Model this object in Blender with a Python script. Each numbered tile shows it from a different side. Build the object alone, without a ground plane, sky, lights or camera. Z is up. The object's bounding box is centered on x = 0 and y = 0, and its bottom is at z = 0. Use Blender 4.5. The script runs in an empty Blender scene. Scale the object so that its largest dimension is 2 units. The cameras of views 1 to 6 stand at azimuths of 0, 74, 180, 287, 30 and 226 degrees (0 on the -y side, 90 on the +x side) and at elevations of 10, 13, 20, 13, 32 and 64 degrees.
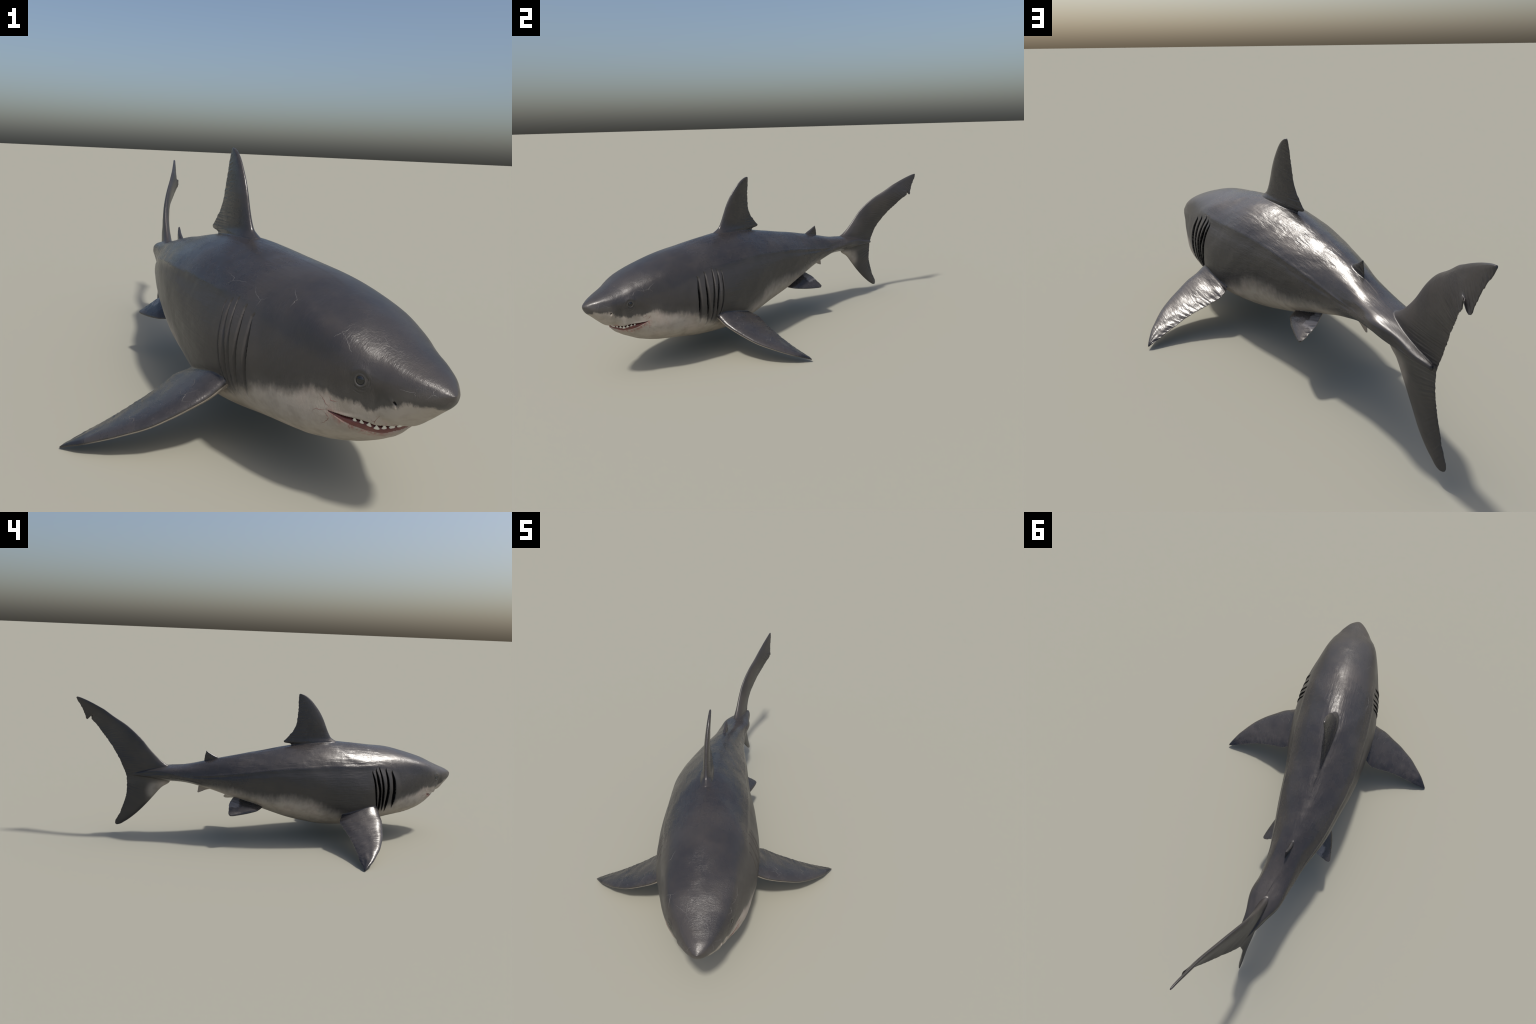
import bpy, bmesh, math, random
import numpy as np
from mathutils import Vector

rng = np.random.default_rng(7)
# ------------------------------------------------------------------ spine and cross-sections
A = np.array([0.405, -0.997]); B = np.array([-0.45, 0.70])
LEN = float(np.linalg.norm(B - A)); D = (B - A) / LEN; N = np.array([D[1], -D[0]])   # N points to the shark's left
ST = np.array([.0000, .0020, .0060, .0120, .0200, .0350, .0500, .0580, .0640, .0720, .0850, .1050, .1300, .1700, .2200, .2800, .3500, .4300, .5100, .6000, .6900, .7700, .8300, .8800, .9300, .9700, .9880, 1.0])
LAT = [-.0030, -.0028, -.0026, -.0026, -.0028, -.0048, -.0066, -.0078, -.0088, -.0100, -.0128, -.0178, -.0220, -.0277, -0.0343, -0.0435, -0.0592, -0.0708, -.0840, -.0830, -.0800, -.0655, -.0533, -0.0355, -0.0165, 0.0005, 0.0065, .0090]
TOP = [.3450, .3500, .3570, .3640, .3720, .3835, .3950, .4015, .4065, .4130, 0.4245, 0.4418, .4580, .4805, .5040, .5170, .5325, .5410, .5245, .4912, .4589, .4264, .4000, .3895, .3710, 0.3490, 0.3415, 0.3330]
BOT = [.3450, .3310, .3170, .3060, .2925, .2660, .2435, .2385, 0.2365, 0.2060, 0.1875, .1645, .1405, 0.1165, 0.0990, .0745, .0626, .0650, .0979, .1562, .2237, .2746, .3010, .3050, .3190, 0.3240, 0.3235, 0.3250]
RIDGE = [.3450, .3450, .3460, .3470, .3490, .3520, .3530, .3520, .3520, .3540, .3600, .3660, .3740, .3860, .4070, .4290, .4270, .4305, .4214, .4055, .3792, .3573, .3530, .3545, .3440, .3345, 0.3310, .3290]
W_SHOULDER = [.0000, .0075, .0145, .0235, 0.0335, 0.0468, 0.0580, 0.0635, 0.0680, 0.0735, 0.0845, 0.0975, 0.1090, 0.1140, 0.1070, 0.1000, 0.0970, 0.0950, 0.0830, 0.0740, 0.0660, 0.0580, 0.0575, 0.0575, 0.0375, 0.0200, 0.0085, 0.0010]
W_RIDGE = [.0000, .0110, .0228, .0340, .0475, .0660, .0825, .0900, .0965, .1050, .1170, .1310, 0.1440, 0.1580, 0.1690, 0.1720, 0.1775, 0.1750, 0.1640, 0.1450, 0.1170, .0870, .0750, .0740, 0.0425, 0.0240, 0.0110, 0.0010]
W_FLANK = [.0000, .0113, .0240, .0370, .0505, .0685, .0820, .0860, .0900, .0990, .1120, .1285, .1500, .1740, 0.1960, 0.2115, 0.2200, 0.2070, 0.1850, .1560, .1258, .0880, .0738, .0651, 0.0445, 0.0225, 0.0105, 0.0010]
W_LOW = [.0000, .0090, .0175, .0250, .0350, .0480, .0615, .0660, .0700, .0710, .0790, 0.1005, 0.1220, 0.1460, 0.1620, 0.1680, 0.1860, 0.1680, 0.1460, 0.1310, 0.1020, .0640, .0450, .0410, 0.0330, 0.0165, 0.0078, 0.0010]
TAU = np.sqrt(ST)


def hermite(x, y, q):
    """Smooth curve through the stations (x, y), evaluated at q."""
    x = np.asarray(x, float); y = np.asarray(y, float); q = np.asarray(q, float)
    h = np.diff(x); d = np.diff(y, axis=0) / (h if y.ndim == 1 else h[:, None])
    m = np.empty_like(y); m[0] = d[0]; m[-1] = d[-1]
    h0, h1 = h[:-1], h[1:]
    if y.ndim > 1:
        h0, h1 = h0[:, None], h1[:, None]
    m[1:-1] = (d[:-1] * h1 + d[1:] * h0) / (h0 + h1)
    i = np.clip(np.searchsorted(x, q) - 1, 0, len(x) - 2)
    t = (q - x[i]) / h[i]; hh = h[i]
    if y.ndim > 1:
        t, hh = t[:, None], hh[:, None]
    return ((2*t**3 - 3*t*t + 1) * y[i] + (-2*t**3 + 3*t*t) * y[i+1] + hh * ((t**3 - 2*t*t + t) * m[i] + (t**3 - t*t) * m[i+1]))


def smooth01(e0, e1, x):
    t = np.clip((x - e0) / (e1 - e0), 0, 1)
    return t * t * (3 - 2 * t)


def spine(a):
    a = np.atleast_1d(a)
    lat = hermite(TAU, LAT, np.sqrt(np.clip(a, 0, 1)))
    return A + np.outer(a * LEN, D) + np.outer(lat, N)


def heading(a):
    a = np.atleast_1d(np.asarray(a, float))
    lo = np.clip(a - .03, 0, 1); hi = np.clip(a + .03, 0, 1)
    T = spine(hi) - spine(lo)
    return T / np.linalg.norm(T, axis=1)[:, None]


def frame(a0):
    T = heading(a0)[0]
    return spine(a0)[0], T, np.array([T[1], -T[0]])


def in_frame(fr, u, v, z, side=1):
    p = fr[0] + fr[1] * u + fr[2] * (v * side)
    return np.array([p[0], p[1], z])


# sampling: dense in the head and at the gills, dense round the jaw
def density_samples(knots, dens, n, lo, hi):
    x = np.linspace(lo, hi, 6000); w = np.interp(x, knots, dens)
    c = np.concatenate([[0], np.cumsum((w[1:] + w[:-1]) / 2)]); c /= c[-1]
    return np.interp(np.linspace(0, 1, n), c, x)


a_s = density_samples([0, .004, .01, .02, .055, .06, .105, .13, .16, .21, .220, .325, .34, 1], [30, 14, 7, 3.0, 3.0, 5.5, 5.0, 3, 1.6, 1.6, 5.2, 5.2, 1, 1], 1080, 0, .994)
a_s[0] = 0
HALF = 270
s_s = density_samples([0, 1.8, 2.0, 2.6, 2.8, 3.3, 4.75, 5], [.9, 1, 1.9, 1.9, 1.5, 1.8, 1.8, 1.2], HALF, 0, 5)
NA = len(a_s)
tq = np.sqrt(a_s)
lat, zt, zb, zr, w1, w2, w3, w4 = (hermite(TAU, v, tq) for v in (LAT, TOP, BOT, RIDGE, W_SHOULDER, W_RIDGE, W_FLANK, W_LOW))
z1 = zt - (zt - zr) * .30; z3 = zr - (zr - zb) * .38; z4 = zr - (zr - zb) * .78
zero = np.zeros(NA)
KN = np.arange(-2, 8.)
CX = np.stack([-w2, -w1, zero, w1, w2, w3, w4, zero, -w4, -w3])
CZ = np.stack([zr, z1, zt, z1, zr, z3, z4, zb, z4, z3])
HX = hermite(KN, CX, s_s).T          # NA x HALF, lateral offset
HZ = hermite(KN, CZ, s_s).T
# both sides: columns 0..HALF-1 left side top to bottom, then right side bottom to top
NC = 2 * HALF - 2
S_all = np.concatenate([s_s, s_s[-2:0:-1]])
SD = np.concatenate([np.ones(HALF), -np.ones(HALF - 2)])
X = np.concatenate([HX, -HX[:, -2:0:-1]], 1); Z = np.concatenate([HZ, HZ[:, -2:0:-1]], 1)
Cc = spine(a_s); Tt = heading(a_s); Nn = np.c_[Tt[:, 1], -Tt[:, 0]]
P = np.empty((NA, NC, 3))
P[..., :2] = Cc[:, None] + X[..., None] * Nn[:, None]; P[..., 2] = Z
AG = np.repeat(a_s[:, None], NC, 1); SG = np.repeat(S_all[None], NA, 0); SDG = np.repeat(SD[None], NA, 0)


def grid_normals(P):
    du = np.gradient(P, axis=0)
    Pw = np.concatenate([P[:, -1:], P, P[:, :1]], 1)
    dv = (Pw[:, 2:] - Pw[:, :-2])
    n = np.cross(du, dv); n /= np.linalg.norm(n, axis=2)[..., None] + 1e-12
    if ((P - P.mean(1, keepdims=True)) * n).sum() < 0:
        n = -n
    n[0] = np.array([-Tt[0][0], -Tt[0][1], 0]); return n


NRM = grid_normals(P)
T3 = np.zeros((NA, 1, 3)); T3[:, 0, :2] = Tt
P0 = P.copy(); N0 = NRM.copy()
TAG = np.zeros((NA, NC), int)          # per-vertex region, turned into faces later
disp = np.zeros((NA, NC))
slide = np.zeros((NA, NC))

# smooth value noise for lumps and folds
def noise1(x, seed, octaves=3):
    r = np.random.default_rng(seed); out = 0; amp = 1
    for o in range(octaves):
        f = 2 ** o
        for k in range(4):
            out = out + amp * np.sin(x * f * r.uniform(.6, 1.7) + r.uniform(0, 6.28)) / 4
        amp *= .55
    return out

# lateral crest: a crisp edge between back and flank
disp += (.0018 * np.exp(-((SG - 1.98) / .09) ** 2) - .0012 * np.exp(-((SG - 2.22) / .12) ** 2)) * smooth01(.22, .34, AG) * (1 - smooth01(.74, .84, AG))
# low muscle undulation
disp += .0012 * noise1(AG * 26 + SG * 2.1 + SDG, 3) * smooth01(.13, .3, AG) * (1 - smooth01(.9, 1, AG))
disp += .0009 * noise1(AG * 60 - SG * 3.0 + SDG * 2, 5) * smooth01(.04, .08, AG) * (1 - smooth01(.2, .25, AG)) * smooth01(1.5, 2.5, SG)
# throat folds behind the jaw
fold_pos = SG - 4.45 + (AG - .135) * 10
for k, off in enumerate((0, .22, .40)):
    disp -= .0022 * np.exp(-((fold_pos - off) / .035) ** 2) * smooth01(.09, .12, AG) * (1 - smooth01(.17, .21, AG)) * smooth01(3.7, 4.0, SG)

# ---- gills: five overlapping flaps on each side, each lapping back over its opening
GILLS = [((2.20, 2.50, 2.90, 3.30, 3.67), (.2411, .2320, .2285, .2294, .2370)),
         ((2.15, 2.50, 2.88, 3.30, 3.82), (.2625, .2535, .2505, .2510, .2580)),
         ((2.10, 2.50, 2.90, 3.30, 3.78), (.2850, .2745, .2685, .2665, .2690)),
         ((2.18, 2.55, 3.00, 3.40, 3.78), (.2975, .2872, .2790, .2776, .2810)),
         ((2.25, 2.60, 3.00, 3.40, 3.72), (.3100, .3000, .2950, .2905, .2870))]
GAP = [.032, .028, .022, .027, .022]
slit_mask = np.zeros((NA, NC), int)
for gi, (gs, ga) in enumerate(GILLS):
    ac = hermite(gs, ga, np.clip(SG, gs[0], gs[-1]))
    d = (AG - ac) * LEN
    env = smooth01(gs[0] - .10, gs[0] + .55, SG) * (1 - smooth01(gs[-1] - .55, gs[-1] + .10, SG))
    env = np.sqrt(env)
    w = GAP[gi] * (.30 + .70 * env)
    flap = np.where(d <= 0, np.exp(d / .016), 0) * (.0068 if gi == 0 else .0048)
    gape = np.where(d > 0, -smooth01(0, .0022, d) * (1 - smooth01(.40 * w, w, d)) * .017 + (1 - smooth01(0, .0022, d)) * (.0065 if gi == 0 else .0045), 0)
    disp += env * (flap + gape)
    slide += env * .0105 * np.where(d <= 0, np.exp(d / .006), (1 - smooth01(0, .0045, d)))
    slit_mask[(d > .0004) & (d < w * .74 * env) & (env > .12)] = gi + 1

# ---- eye sockets and lids
EYE_A, EYE_S = .0790, 2.28
eye_frames = {}
for sd in (1, -1):
    i = np.argmin(abs(a_s - EYE_A)); cols = np.where(SD == sd)[0]; j = cols[np.argmin(abs(S_all[cols] - EYE_S))]
    c = P0[i, j]; n = N0[i, j]
    rel = P0 - c; al = rel @ n
    fwd = -T3[i, 0]; fwd = fwd - n * (fwd @ n); fwd /= np.linalg.norm(fwd); upv = np.cross(fwd, n) * (1 if np.cross(fwd, n)[2] > 0 else -1)
    px = rel @ fwd; pz = rel @ upv
    r = np.sqrt(px**2 + (pz * .90)**2) + np.where(abs(al) > .03, 1, 0)
    ang = np.arctan2(pz, px)
    disp += -.0060 * (1 - smooth01(.0072, .0098, r)) + .0008 * np.exp(-((r - .0116) / .0016)**2)
    wr = .0011 * (np.sin(ang - .8) < .35)                       # creases below and in front
    for k, rr in enumerate((.0158, .0200, .0250)):
        rr = rr + .0013 * np.sin(ang * 2 + k) + .0005 * np.sin(ang * 7 + 3 * k)
        disp += -.0011 * (.55 + .45 * np.sin(ang * 5 + 2 * k)) * np.exp(-((r - rr) / .0013)**2) * smooth01(-.2, .6, -np.sin(ang - .5) + .25 * np.cos(ang)) / (1 + .3 * k)
    disp += .0018 * np.exp(-((r - .020) / .006)**2) * smooth01(.2, .9, np.sin(ang)) - .0012 * np.exp(-(r / .03)**2)
    eye_frames[sd] = (c, n, fwd, upv)

# ---- nostrils: a curled slit with a small flap below
nos_mask = np.zeros((NA, NC), bool)
for sd in (1, -1):
    i = np.argmin(abs(a_s - .0428)); cols = np.where(SD == sd)[0]; j = cols[np.argmin(abs(S_all[cols] - 3.10))]
    c = P0[i, j]; n = N0[i, j]; fwd = -T3[i, 0]; fwd = fwd - n * (fwd @ n); fwd /= np.linalg.norm(fwd)
    upv = np.array([0, 0, 1.]) - n * n[2]; upv -= fwd * (upv @ fwd); upv /= np.linalg.norm(upv)
    rel = P0 - c; px = rel @ fwd; pz = rel @ upv; far = np.where(abs(rel @ n) > .02, 1, 0)
    curve = -.0010 - .35 * pz + 20 * pz ** 2
    dd = np.sqrt(((px - curve) / .0030)**2 + ((pz - .001) / .0052)**2) + far * 9
    disp -= .0075 * (1 - smooth01(.35, 1.05, dd))
    nos_mask |= dd < .80
    d2 = np.sqrt(((px + .004) / .0045)**2 + ((pz + .009) / .0060)**2) + far * 9
    disp += .0018 * (1 - smooth01(.1, 1.2, d2))
    d3 = np.sqrt(((px + .008) / .006)**2 + ((pz - .002) / .012)**2) + far * 9
    disp += .0015 * (1 - smooth01(.1, 1.2, d3))

# ---- mouth: crescent between an upper and a lower lip line, given in (length, section) terms
UP_A = [.0645, .0650, .0660, .0682, .0740, .0850, .1010, .1160]; UP_S = [5.0, 4.80, 4.62, 4.20, 3.79, 3.62, 3.475, 3.370]
LO_A = [.0690, .0693, .0704, .0748, .0838, .0915, .1028, .1160]; LO_S = [5.0, 4.82, 4.60, 4.35, 4.15, 3.91, 3.61, 3.385]
tk = np.linspace(0, 1, 8); tt = np.linspace(0, 1, 260); vv = np.linspace(-.6, 1.6, 111)
ua, us, la, ls = (hermite(tk, v, tt) for v in (UP_A, UP_S, LO_A, LO_S))
ga = ua[:, None] + (la - ua)[:, None] * vv; gs_ = us[:, None] + (ls - us)[:, None] * vv
G = np.stack([ga * LEN, gs_ * .07], -1).reshape(-1, 2)
GT = np.repeat(tt[:, None], 111, 1).ravel(); GV = np.repeat(vv[None], 260, 0).ravel()
ri = np.where((a_s > .048) & (a_s < .125))[0]; ci = np.where((s_s > 3.3))[0]
MT = np.zeros((len(ri), len(ci))); MV = np.full((len(ri), len(ci)), 9.)
for k, r_ in enumerate(ri):
    near = np.where(abs(G[:, 0] - a_s[r_] * LEN) < .0035)[0]
    if len(near) == 0:
        continue
    q = np.stack([np.full(len(ci), a_s[r_] * LEN), s_s[ci] * .07], -1)
    d2 = ((q[:, None] - G[near][None]) ** 2).sum(-1); m = d2.argmin(1)
    ok = d2[np.arange(len(ci)), m] < .0022 ** 2
    MT[k] = GT[near[m]]; MV[k] = np.where(ok, GV[near[m]], 9.)
mouth_t = np.zeros((NA, NC)); mouth_v = np.full((NA, NC), 9.)
mouth_t[np.ix_(ri, ci)] = MT; mouth_v[np.ix_(ri, ci)] = MV
mir = np.array([NC - c for c in ci if 0 < c < HALF - 1]); src = np.array([k for k, c in enumerate(ci) if 0 < c < HALF - 1])
mouth_t[np.ix_(ri, mir)] = MT[:, src]; mouth_v[np.ix_(ri, mir)] = MV[:, src]
env = 1 - smooth01(.80, 1.0, mouth_t)
GUM0 = .50
prof = np.interp(mouth_v, [-.5, -.15, 0, .10, .22, .42, GUM0, .62, .80, 1.0, 1.18, 1.5], [0, .0012, .0004, -.010, -.016, -.015, -.0060, -.0022, -.0010, -.0004, .0012, 0])
prof = np.where(mouth_v < 2, prof, 0)
disp += prof * (env * .9 + .1)
inside = (mouth_v > .02) & (mouth_v < GUM0 - .02)
gum = (mouth_v >= GUM0 - .02) & (mouth_v < 1.0)

P = P0 + N0 * disp[..., None] + T3 * slide[..., None]
TAG[slit_mask > 0] = 20
TAG[nos_mask] = 31
TAG[inside] = 32
TAG[gum] = 33
SLIT = slit_mask

# ------------------------------------------------------------------ material tags of the joined mesh
T_SKIN, T_SLIT, T_NOS, T_MOUTH, T_GUM = 0, 20, 31, 32, 33
FIN_TAGS = dict(dorsal=4, second=5, pec_l=6, pec_r=7, pel_l=8, pel_r=9, anal=10, tail=11)
UNDER = 40    # underside of a paired fin: tag + UNDER


def face_tag(v):      # a face takes its corners' tag when most corners carry it
    return v


def mesh_from(name, verts, faces, tags):
    me = bpy.data.meshes.new(name)
    me.vertices.add(len(verts)); me.vertices.foreach_set('co', np.asarray(verts, np.float32).ravel())
    loops = np.concatenate([np.asarray(f).ravel() for f in faces]); sizes = np.concatenate([np.full(len(f), f.shape[1]) for f in faces])
    me.loops.add(len(loops)); me.loops.foreach_set('vertex_index', loops.astype(np.int32))
    me.polygons.add(len(sizes)); me.polygons.foreach_set('loop_start', np.concatenate([[0], np.cumsum(sizes)[:-1]]).astype(np.int32))
    me.update(calc_edges=True); me.validate()
    if tags is not None:
        me.polygons.foreach_set('material_index', np.asarray(tags, np.int32))
    return me


# body faces
idx = np.arange(NA * NC).reshape(NA, NC)
body_v = P.reshape(-1, 3)
nose_p = P0[0].mean(0); tail_p = P[-1].mean(0)
# ring 0 is a single point: drop it and fan from the pole
ringv = P[1:].reshape(-1, 3); idx = np.arange((NA - 1) * NC).reshape(NA - 1, NC)
pole, cap = len(ringv), len(ringv) + 1
verts = np.vstack([ringv, nose_p, tail_p])
i0 = idx[:-1]; i1 = idx[1:]
quads = np.stack([i0, np.roll(i0, -1, 1), np.roll(i1, -1, 1), i1], -1).reshape(-1, 4)
fan0 = np.stack([np.roll(idx[0], -1), idx[0], np.full(NC, pole)], -1)
fan1 = np.stack([idx[-1], np.roll(idx[-1], -1), np.full(NC, cap)], -1)
tv = TAG[1:].ravel()
tq4 = tv[quads]
ftag = np.where((tq4 == tq4[:, :1]).sum(1) >= 3, tq4[:, 0], np.where((tq4 == tq4[:, 1:2]).sum(1) >= 3, tq4[:, 1], tq4.min(1)))
ftags = np.concatenate([ftag, np.zeros(2 * NC, int)])
slit_id = SLIT[1:].ravel()[quads].max(1)
side_q = SDG[1:].ravel()[quads].min(1)
sl = ftag == T_SLIT
ftags[:len(ftag)][sl] = 20 + (np.maximum(slit_id, 1)[sl] - 1) + np.where(side_q[sl] > 0, 0, 5)
# orient outward
pa, pb, pc = verts[quads[1000, 0]], verts[quads[1000, 1]], verts[quads[1000, 3]]
if np.dot(np.cross(pb - pa, pc - pa), N0[1 + 1000 // NC, 1000 % NC]) < 0:
    quads = quads[:, ::-1]; fan0 = fan0[:, ::-1]; fan1 = fan1[:, ::-1]
body_me = mesh_from('shark_skin', verts, [quads, fan0, fan1], ftags)
body = bpy.data.objects.new('shark_skin', body_me); bpy.context.scene.collection.objects.link(body)

# ------------------------------------------------------------------ fins
def mono(x, y, q):
    """Shape-keeping interpolation (no overshoot), for notched edges."""
    x = np.asarray(x, float); y = np.asarray(y, float); out = np.empty((len(q), y.shape[1]))
    for c in range(y.shape[1]):
        h = np.diff(x); d = np.diff(y[:, c]) / h; m = np.zeros(len(x)); m[0], m[-1] = d[0], d[-1]
        for k in range(1, len(x) - 1):
            if d[k-1] * d[k] > 0:
                wa, wb = 2*h[k] + h[k-1], h[k] + 2*h[k-1]
                m[k] = (wa + wb) / (wa / d[k-1] + wb / d[k])
        i = np.clip(np.searchsorted(x, q) - 1, 0, len(x) - 2); t = (q - x[i]) / h[i]
        out[:, c] = ((2*t**3 - 3*t*t + 1) * y[i, c] + (-2*t**3 + 3*t*t) * y[i+1, c] + h[i] * ((t**3 - 2*t*t + t) * m[i] + (t**3 - t*t) * m[i+1]))
    return out


FIN_TOP = {}


def build_fin(rows, tag, side_hint, n_span=130, n_chord=44, ridge_amp=.0008, ridge_step=.007, ridge_from=.45, ragged=.0010, under=False, seed=1, dents=.0002, edge=.0011):
    """rows: (lead point, trail point, half thickness) from root to tip. Aerofoil sections, ribbed towards the trailing edge."""
    lead = np.array([r[0] for r in rows], float); trail = np.array([r[1] for r in rows], float); th = np.array([[r[2]] for r in rows])
    mid = (lead + trail) / 2
    k = np.concatenate([[0], np.cumsum(np.maximum(np.linalg.norm(np.diff(mid, axis=0), axis=1), .5 * np.linalg.norm(np.diff(trail, axis=0), axis=1)) + 1e-4)])
    kk = np.linspace(0, k[-1], n_span)
    Lp, Tp, H = mono(k, lead, kk), mono(k, trail, kk), mono(k, th, kk)[:, 0]
    c = .5 - .5 * np.cos(np.linspace(0, np.pi, n_chord)); c = c * .8 + .2 * c ** 2
    base = 2.969 * np.sqrt(c) - 1.26 * c - 3.516 * c**2 + 2.843 * c**3 - 1.015 * c**4
    base /= base.max()
    pad = 26 if n_span > 100 else 6
    Ts = np.array([np.convolve(np.pad(Tp[:, a], pad, 'reflect', reflect_type='odd'), np.hanning(2 * pad + 3)[1:-1] / np.hanning(2 * pad + 3)[1:-1].sum(), 'valid') for a in range(3)]).T
    chord = Ts - Lp
    span = np.gradient((Lp + Ts) / 2, axis=0)
    n = np.cross(chord, span); n /= np.linalg.norm(n, axis=1)[:, None] + 1e-12
    n = np.array([np.convolve(np.pad(n[:, a], 6, 'edge'), np.ones(13) / 13, 'valid') for a in range(3)]).T
    n /= np.linalg.norm(n, axis=1)[:, None]
    if (n.mean(0) @ np.asarray(side_hint, float)) < 0:
        n = -n
    r = np.random.default_rng(seed)
    arc = np.concatenate([[0], np.cumsum(np.linalg.norm(np.diff(Tp, axis=0), axis=1))])
    tex = np.interp(arc, np.linspace(0, arc[-1], max(6, int(arc[-1] / .006))), r.normal(0, 1, max(6, int(arc[-1] / .006))))
    cl = np.linalg.norm(chord, axis=1)
    rag = np.clip(tex, -1.8, 1.8) * ragged * np.minimum(1, cl / .05)
    top = []; bot = []
    ones = np.linspace(0, 1, n_span)
    for j in range(n_chord):
        p = Lp + chord * c[j] + (Tp - Ts) * smooth01(.62, 1, c[j]) + (chord / (cl[:, None] + 1e-9)) * (rag * smooth01(.9, 1, c[j]))[:, None]
        h = H * base[j] + np.minimum(edge, H) * min(1, c[j] * 8)
        wr = smooth01(ridge_from, 1.0, c[j]) * (1 - .6 * smooth01(.97, 1, c[j]))
        ph = arc / ridge_step * 6.283 + 1.3 * np.sin(arc * 55 + c[j] * 2) + c[j] * 2.5 + 1.6 * np.sin(arc * 170 + 3 * c[j])
        rib = (np.sin(ph) * .6 + np.sin(ph * .53 + 1 + c[j]) * .7) * ridge_amp * wr * np.minimum(1, H / .004) * (.5 + .5 * np.abs(np.sin(arc * 37 + seed)))
        dent = dents * (np.sin(ones * 23 + c[j] * 7 + seed) * np.sin(ones * 9 - c[j] * 11) + .6 * np.sin(ones * 41 + 9 * c[j])) * np.minimum(1, H / .006) * smooth01(.08, .3, c[j]) * (1 - smooth01(.9, 1, c[j]))
        top.append(p + n * (h + rib + dent)[:, None])
        bot.append(p - n * (h + rib * .7 - dent * .5)[:, None])
    ring = np.stack(top[::-1] + bot[1:], 1)            # n_span x (2n-1); trailing edge has a thin blunt face
    M = ring.shape[1]
    v = ring.reshape(-1, 3); id_ = np.arange(n_span * M).reshape(n_span, M)
    a0, a1 = id_[:-1], id_[1:]
    q = np.stack([a0, np.roll(a0, -1, 1), np.roll(a1, -1, 1), a1], -1)
    t = np.full(q.shape[:2], tag)
    if under:
        t[:, n_chord:] = tag + UNDER
    q = q.reshape(-1, 4); t = t.ravel()
    v = np.vstack([v, ring[0].mean(0), ring[-1].mean(0)])
    f0 = np.stack([np.roll(id_[0], -1), id_[0], np.full(M, len(v) - 2)], -1)
    f1 = np.stack([id_[-1], np.roll(id_[-1], -1), np.full(M, len(v) - 1)], -1)
    # orientation by signed volume
    def vol(f): return np.einsum('ij,ij->i', v[f[:, 0]], np.cross(v[f[:, 1]], v[f[:, 2]])).sum()
    tot = vol(q[:, :3]) + vol(q[:, [0, 2, 3]]) + vol(f0) + vol(f1)
    if tot < 0:
        q, f0, f1 = q[:, ::-1], f0[:, ::-1], f1[:, ::-1]
    FIN_TOP[tag] = (np.stack(top, 1), n)
    return v, q, np.concatenate([f0, f1]), np.concatenate([t, np.full(2 * M, tag)])


fins = []
# first dorsal fin: a plane blade leaning slightly to the left
dp = np.array([.006, -.355, .543]); dh = np.array([-.507, .862, 0.]); dn = np.array([.862, .501, -.08])
def dors(u, z):
    p = dp + dh * u; up = np.array([.05, .03, .0]) * (z - .543) * 1.3
    return np.array([p[0], p[1], z]) + np.array([.862, .501, 0]) * (.0215 * max(0, (z - .543) / .257) ** 2 - .002)
DR = [((-.030, .480), (.235, .470), .030), ((-.024, .526), (.243, .508), .030), ((-.017, .5395), (.250, .5265), .0285), ((-.004, .546), (.286, .5345), .0255), ((.006, .552), (.291, .541), .0225), ((.017, .560), (.277, .554), .0195),
      ((.033, .585), (.257, .577), .0165), ((.052, .627), (.234, .607), .0140), ((.069, .666), (.221, .640), .0125), ((.088, .700), (.2165, .678), .0105), ((.115, .737), (.213, .715), .0085),
      ((.144, .769), (.212, .750), .0068), ((.172, .790), (.212, .777), .0050), ((.192, .7985), (.2105, .793), .0036), ((.203, .8005), (.209, .798), .0018)]
fins.append(build_fin([(dors(*l), dors(*t), h) for l, t, h in DR], FIN_TAGS['dorsal'], dn, n_span=150, n_chord=50, ridge_amp=.0009, ridge_step=.0075, ridge_from=.30, seed=2))
# second dorsal fin
SR = [((-.283, .200, .425), (-.314, .288, .395), .010), ((-.292, .216, .443), (-.317, .292, .425), .0085), ((-.3035, .246, .459), (-.316, .2895, .443), .006), ((-.309, .266, .471), (-.314, .286, .462), .004), ((-.3118, .2785, .478), (-.3128, .283, .474), .002), ((-.312, .281, .4795), (-.3124, .2825, .478), .001)]
fins.append(build_fin(SR, FIN_TAGS['second'], dn, n_span=40, n_chord=24, ridge_amp=.0003, ragged=.0004, seed=3))
# anal fin
fa = frame(.780)
AR = [(in_frame(fa, -.052, 0, .296), in_frame(fa, .016, 0, .308), .0070), (in_frame(fa, -.046, 0, .268), in_frame(fa, .022, 0, .283), .0058), (in_frame(fa, -.016, 0, .2585), in_frame(fa, .0245, 0, .268), .0042), (in_frame(fa, .006, 0, .2490), in_frame(fa, .0265, 0, .2535), .0028), (in_frame(fa, .0205, 0, .2430), in_frame(fa, .0280, 0, .2445), .0014)]
fins.append(build_fin(AR, FIN_TAGS['anal'], dn, n_span=40, n_chord=24, ridge_amp=.0002, ragged=.0003, seed=4))
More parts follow.
